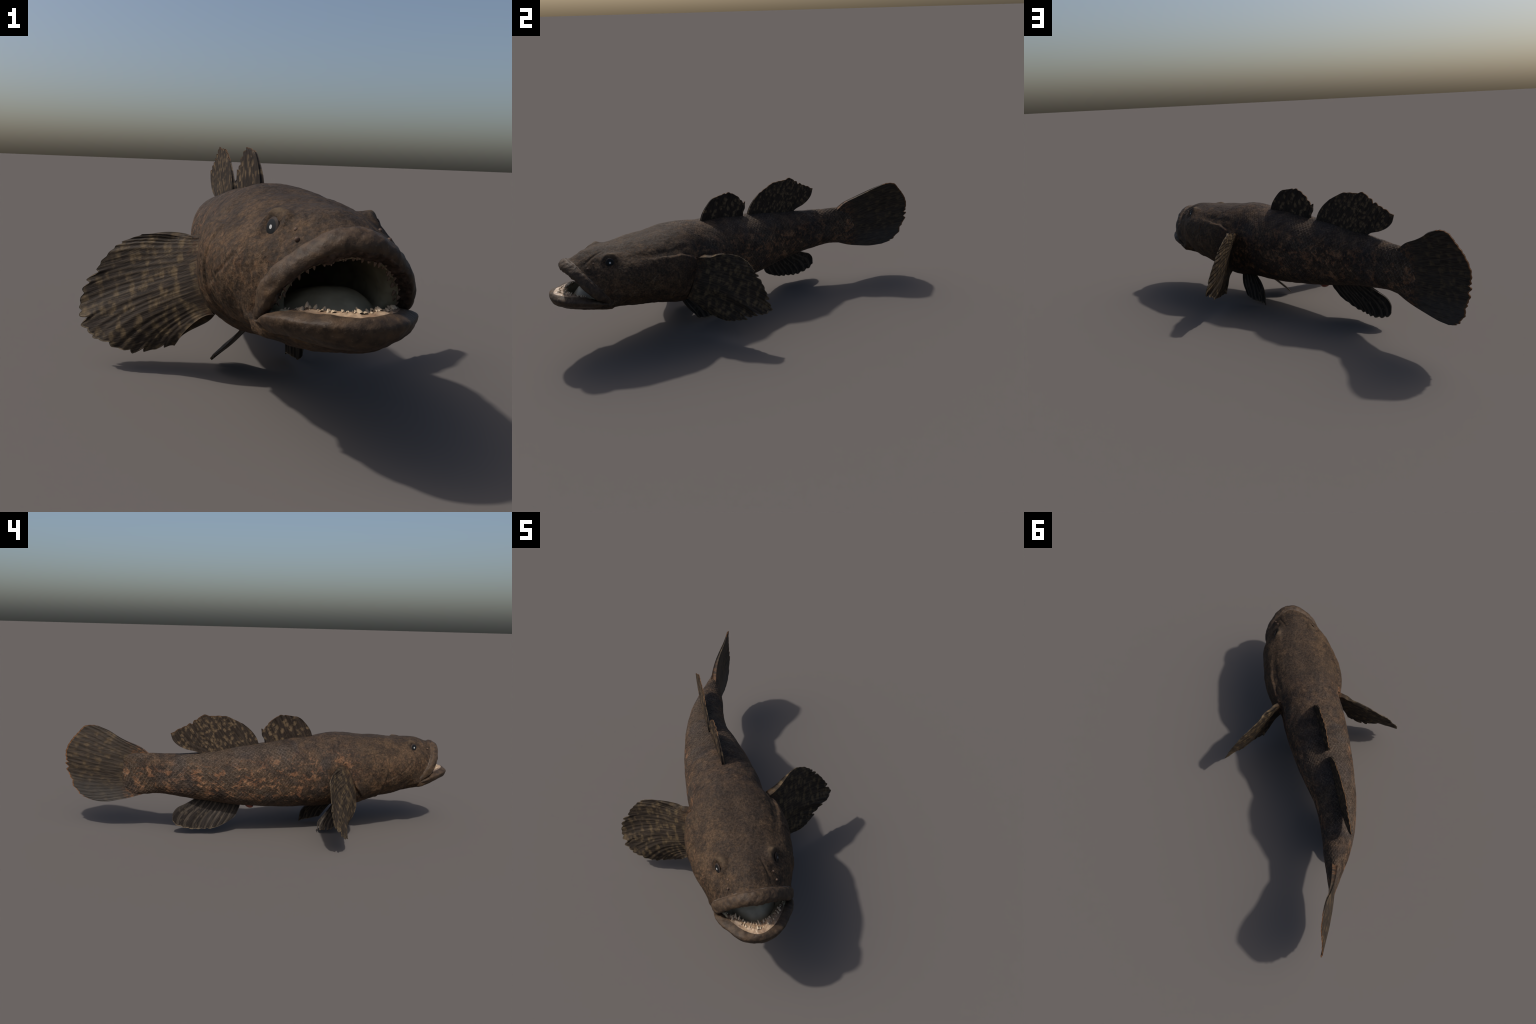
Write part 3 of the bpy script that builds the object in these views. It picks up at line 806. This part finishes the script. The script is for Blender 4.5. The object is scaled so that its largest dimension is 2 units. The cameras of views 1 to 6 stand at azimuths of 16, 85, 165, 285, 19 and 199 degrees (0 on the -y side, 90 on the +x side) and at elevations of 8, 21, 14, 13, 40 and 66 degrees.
# ----------------------------------------------------------------- tongue, teeth
def tongue():
    U, V = np.meshgrid(np.linspace(0, 1, 40), np.linspace(-1, 1, 40), indexing='ij')
    h = .602 - .27*U - .050*V*V*(1 - U)
    hw = .076 + .028*np.minimum(1, U*3.0)**.8
    ww = V*hw
    ridge_ = hermite([0, .15, .36, .65, 1], [.290, .326, .347, .335, .300], U.ravel()).reshape(U.shape)
    top = ridge_ - (ridge_ - .283)*np.abs(V)**2.6*.8
    P = bend(np.stack([h, ww, top], -1))
    lo = bend(np.stack([h, ww, top*0 + .262], -1))
    n = 40; verts = np.vstack([P.reshape(-1, 3), lo.reshape(-1, 3)]); faces = []
    for i in range(n - 1):
        for j in range(n - 1):
            a = i*n + j; faces.append((a, a + n, a + n + 1, a + 1))
    rim = [j for j in range(n)] + [i*n + n - 1 for i in range(1, n)] + [(n - 1)*n + j for j in range(n - 2, -1, -1)] + [i*n for i in range(n - 2, 0, -1)]
    for a, b in zip(rim, rim[1:] + rim[:1]): faces.append((a, b, b + n*n, a + n*n))
    return add_object('tongue', verts, faces, [plain('tongue_skin', (.31, .265, .180), .4, .4, 0, .15, 25)])  # base tint pushed yellow so sky light does not turn it blue
tongue()

tooth_mat = plain('tooth_ivory', (.42, .32, .215), .45, .4, 0, .35, 90)
tooth_mesh = bpy.data.meshes.new('tooth')
tv, tf = [], []
for j, (r, zz) in enumerate(((1, 0), (.85, .45), (.5, .8), (.12, 1.0))):
    for k in range(8):
        a = k*math.pi/4; tv.append((r*math.cos(a) + .25*zz*zz, r*math.sin(a)*1.2, zz*2.6))
for j in range(3):
    for k in range(8): tf.append((j*8 + k, j*8 + (k + 1) % 8, j*8 + 8 + (k + 1) % 8, j*8 + 8 + k))
tf.append((24, 25, 26, 27, 28, 29, 30, 31))
tooth_mesh.from_pydata(tv, [], tf); tooth_mesh.materials.append(tooth_mat)
tooth_mesh.polygons.foreach_set('use_smooth', np.ones(len(tf), bool)); tooth_mesh.update()
upper_tooth_mesh = tooth_mesh.copy(); upper_tooth_mesh.materials.clear()
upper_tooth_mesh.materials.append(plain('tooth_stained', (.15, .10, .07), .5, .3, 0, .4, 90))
def plant_tooth(ring, col, direction, size, mesh=None):
    p = W[ring, col]
    d = Vector(direction).normalized()
    ob = bpy.data.objects.new('tooth', mesh or tooth_mesh); COL.objects.link(ob); ob.parent = root
    q = d.to_track_quat('Z', 'Y')
    ob.matrix_world = Matrix.Translation(Vector(p) - d*size*.5) @ q.to_matrix().to_4x4() @ Matrix.Rotation(RNG.rand()*6.28, 4, 'Z') @ Matrix.Diagonal((size, size, size*(.8 + .7*RNG.rand()), 1))
c_head = bend(np.array([.50, 0, .37]))
for row, lo_, hi_, step_ in ((lr + 4, .76, 1.0, 3), (lr + 7, .73, 1.0, 3), (gu - 2, .68, 1.0, 3)):
    for sgn in (1, -1):
        j = int(lo_*M/2) + RNG.randint(3)
        while j <= M//2 - (1 if sgn < 0 else 0):
            col = j if sgn > 0 else (M - j) % M
            p = W[row, col]; back = c_head - p
            plant_tooth(row, col, (back[0] + RNG.randn()*.02, back[1] + RNG.randn()*.02, .07 + .05*RNG.rand()), .0017 + .0036*RNG.rand()**3)
            j += step_ + RNG.randint(4)
for row, step_ in ((gu - 1, 6), (gu + 3, 8)):
    for sgn in (1, -1):
        j = RNG.randint(3)
        while j <= int(.50*M/2):
            col = j if sgn > 0 else (M - j) % M
            p = W[row, col]; back = c_head - p
            plant_tooth(row, col, (back[0]*.5, back[1]*.5, -.14), .0020 + .0022*RNG.rand()**2, upper_tooth_mesh)
            j += step_ + RNG.randint(4)

# ------------------------------------------------- parts belong to their carriers
bpy.context.view_layer.update()
def adopt(child, parent):
    m = child.matrix_world.copy(); child.parent = parent
    child.matrix_parent_inverse = parent.matrix_world.inverted(); child.matrix_world = m
for ob in list(bpy.data.objects):
    kind = ob.name.split('.')[0]
    if kind in ('eye', 'nostril'): adopt(ob, parts['head'])
    elif kind == 'throat': adopt(ob, parts['mouth_lining'])
    elif kind == 'tail_root': adopt(ob, parts['tail_stalk'])
    elif kind == 'vent_papilla': adopt(ob, parts['trunk'])
    elif kind == 'tooth': adopt(ob, parts['upper_gum' if ob.data is upper_tooth_mesh else 'lower_gum'])
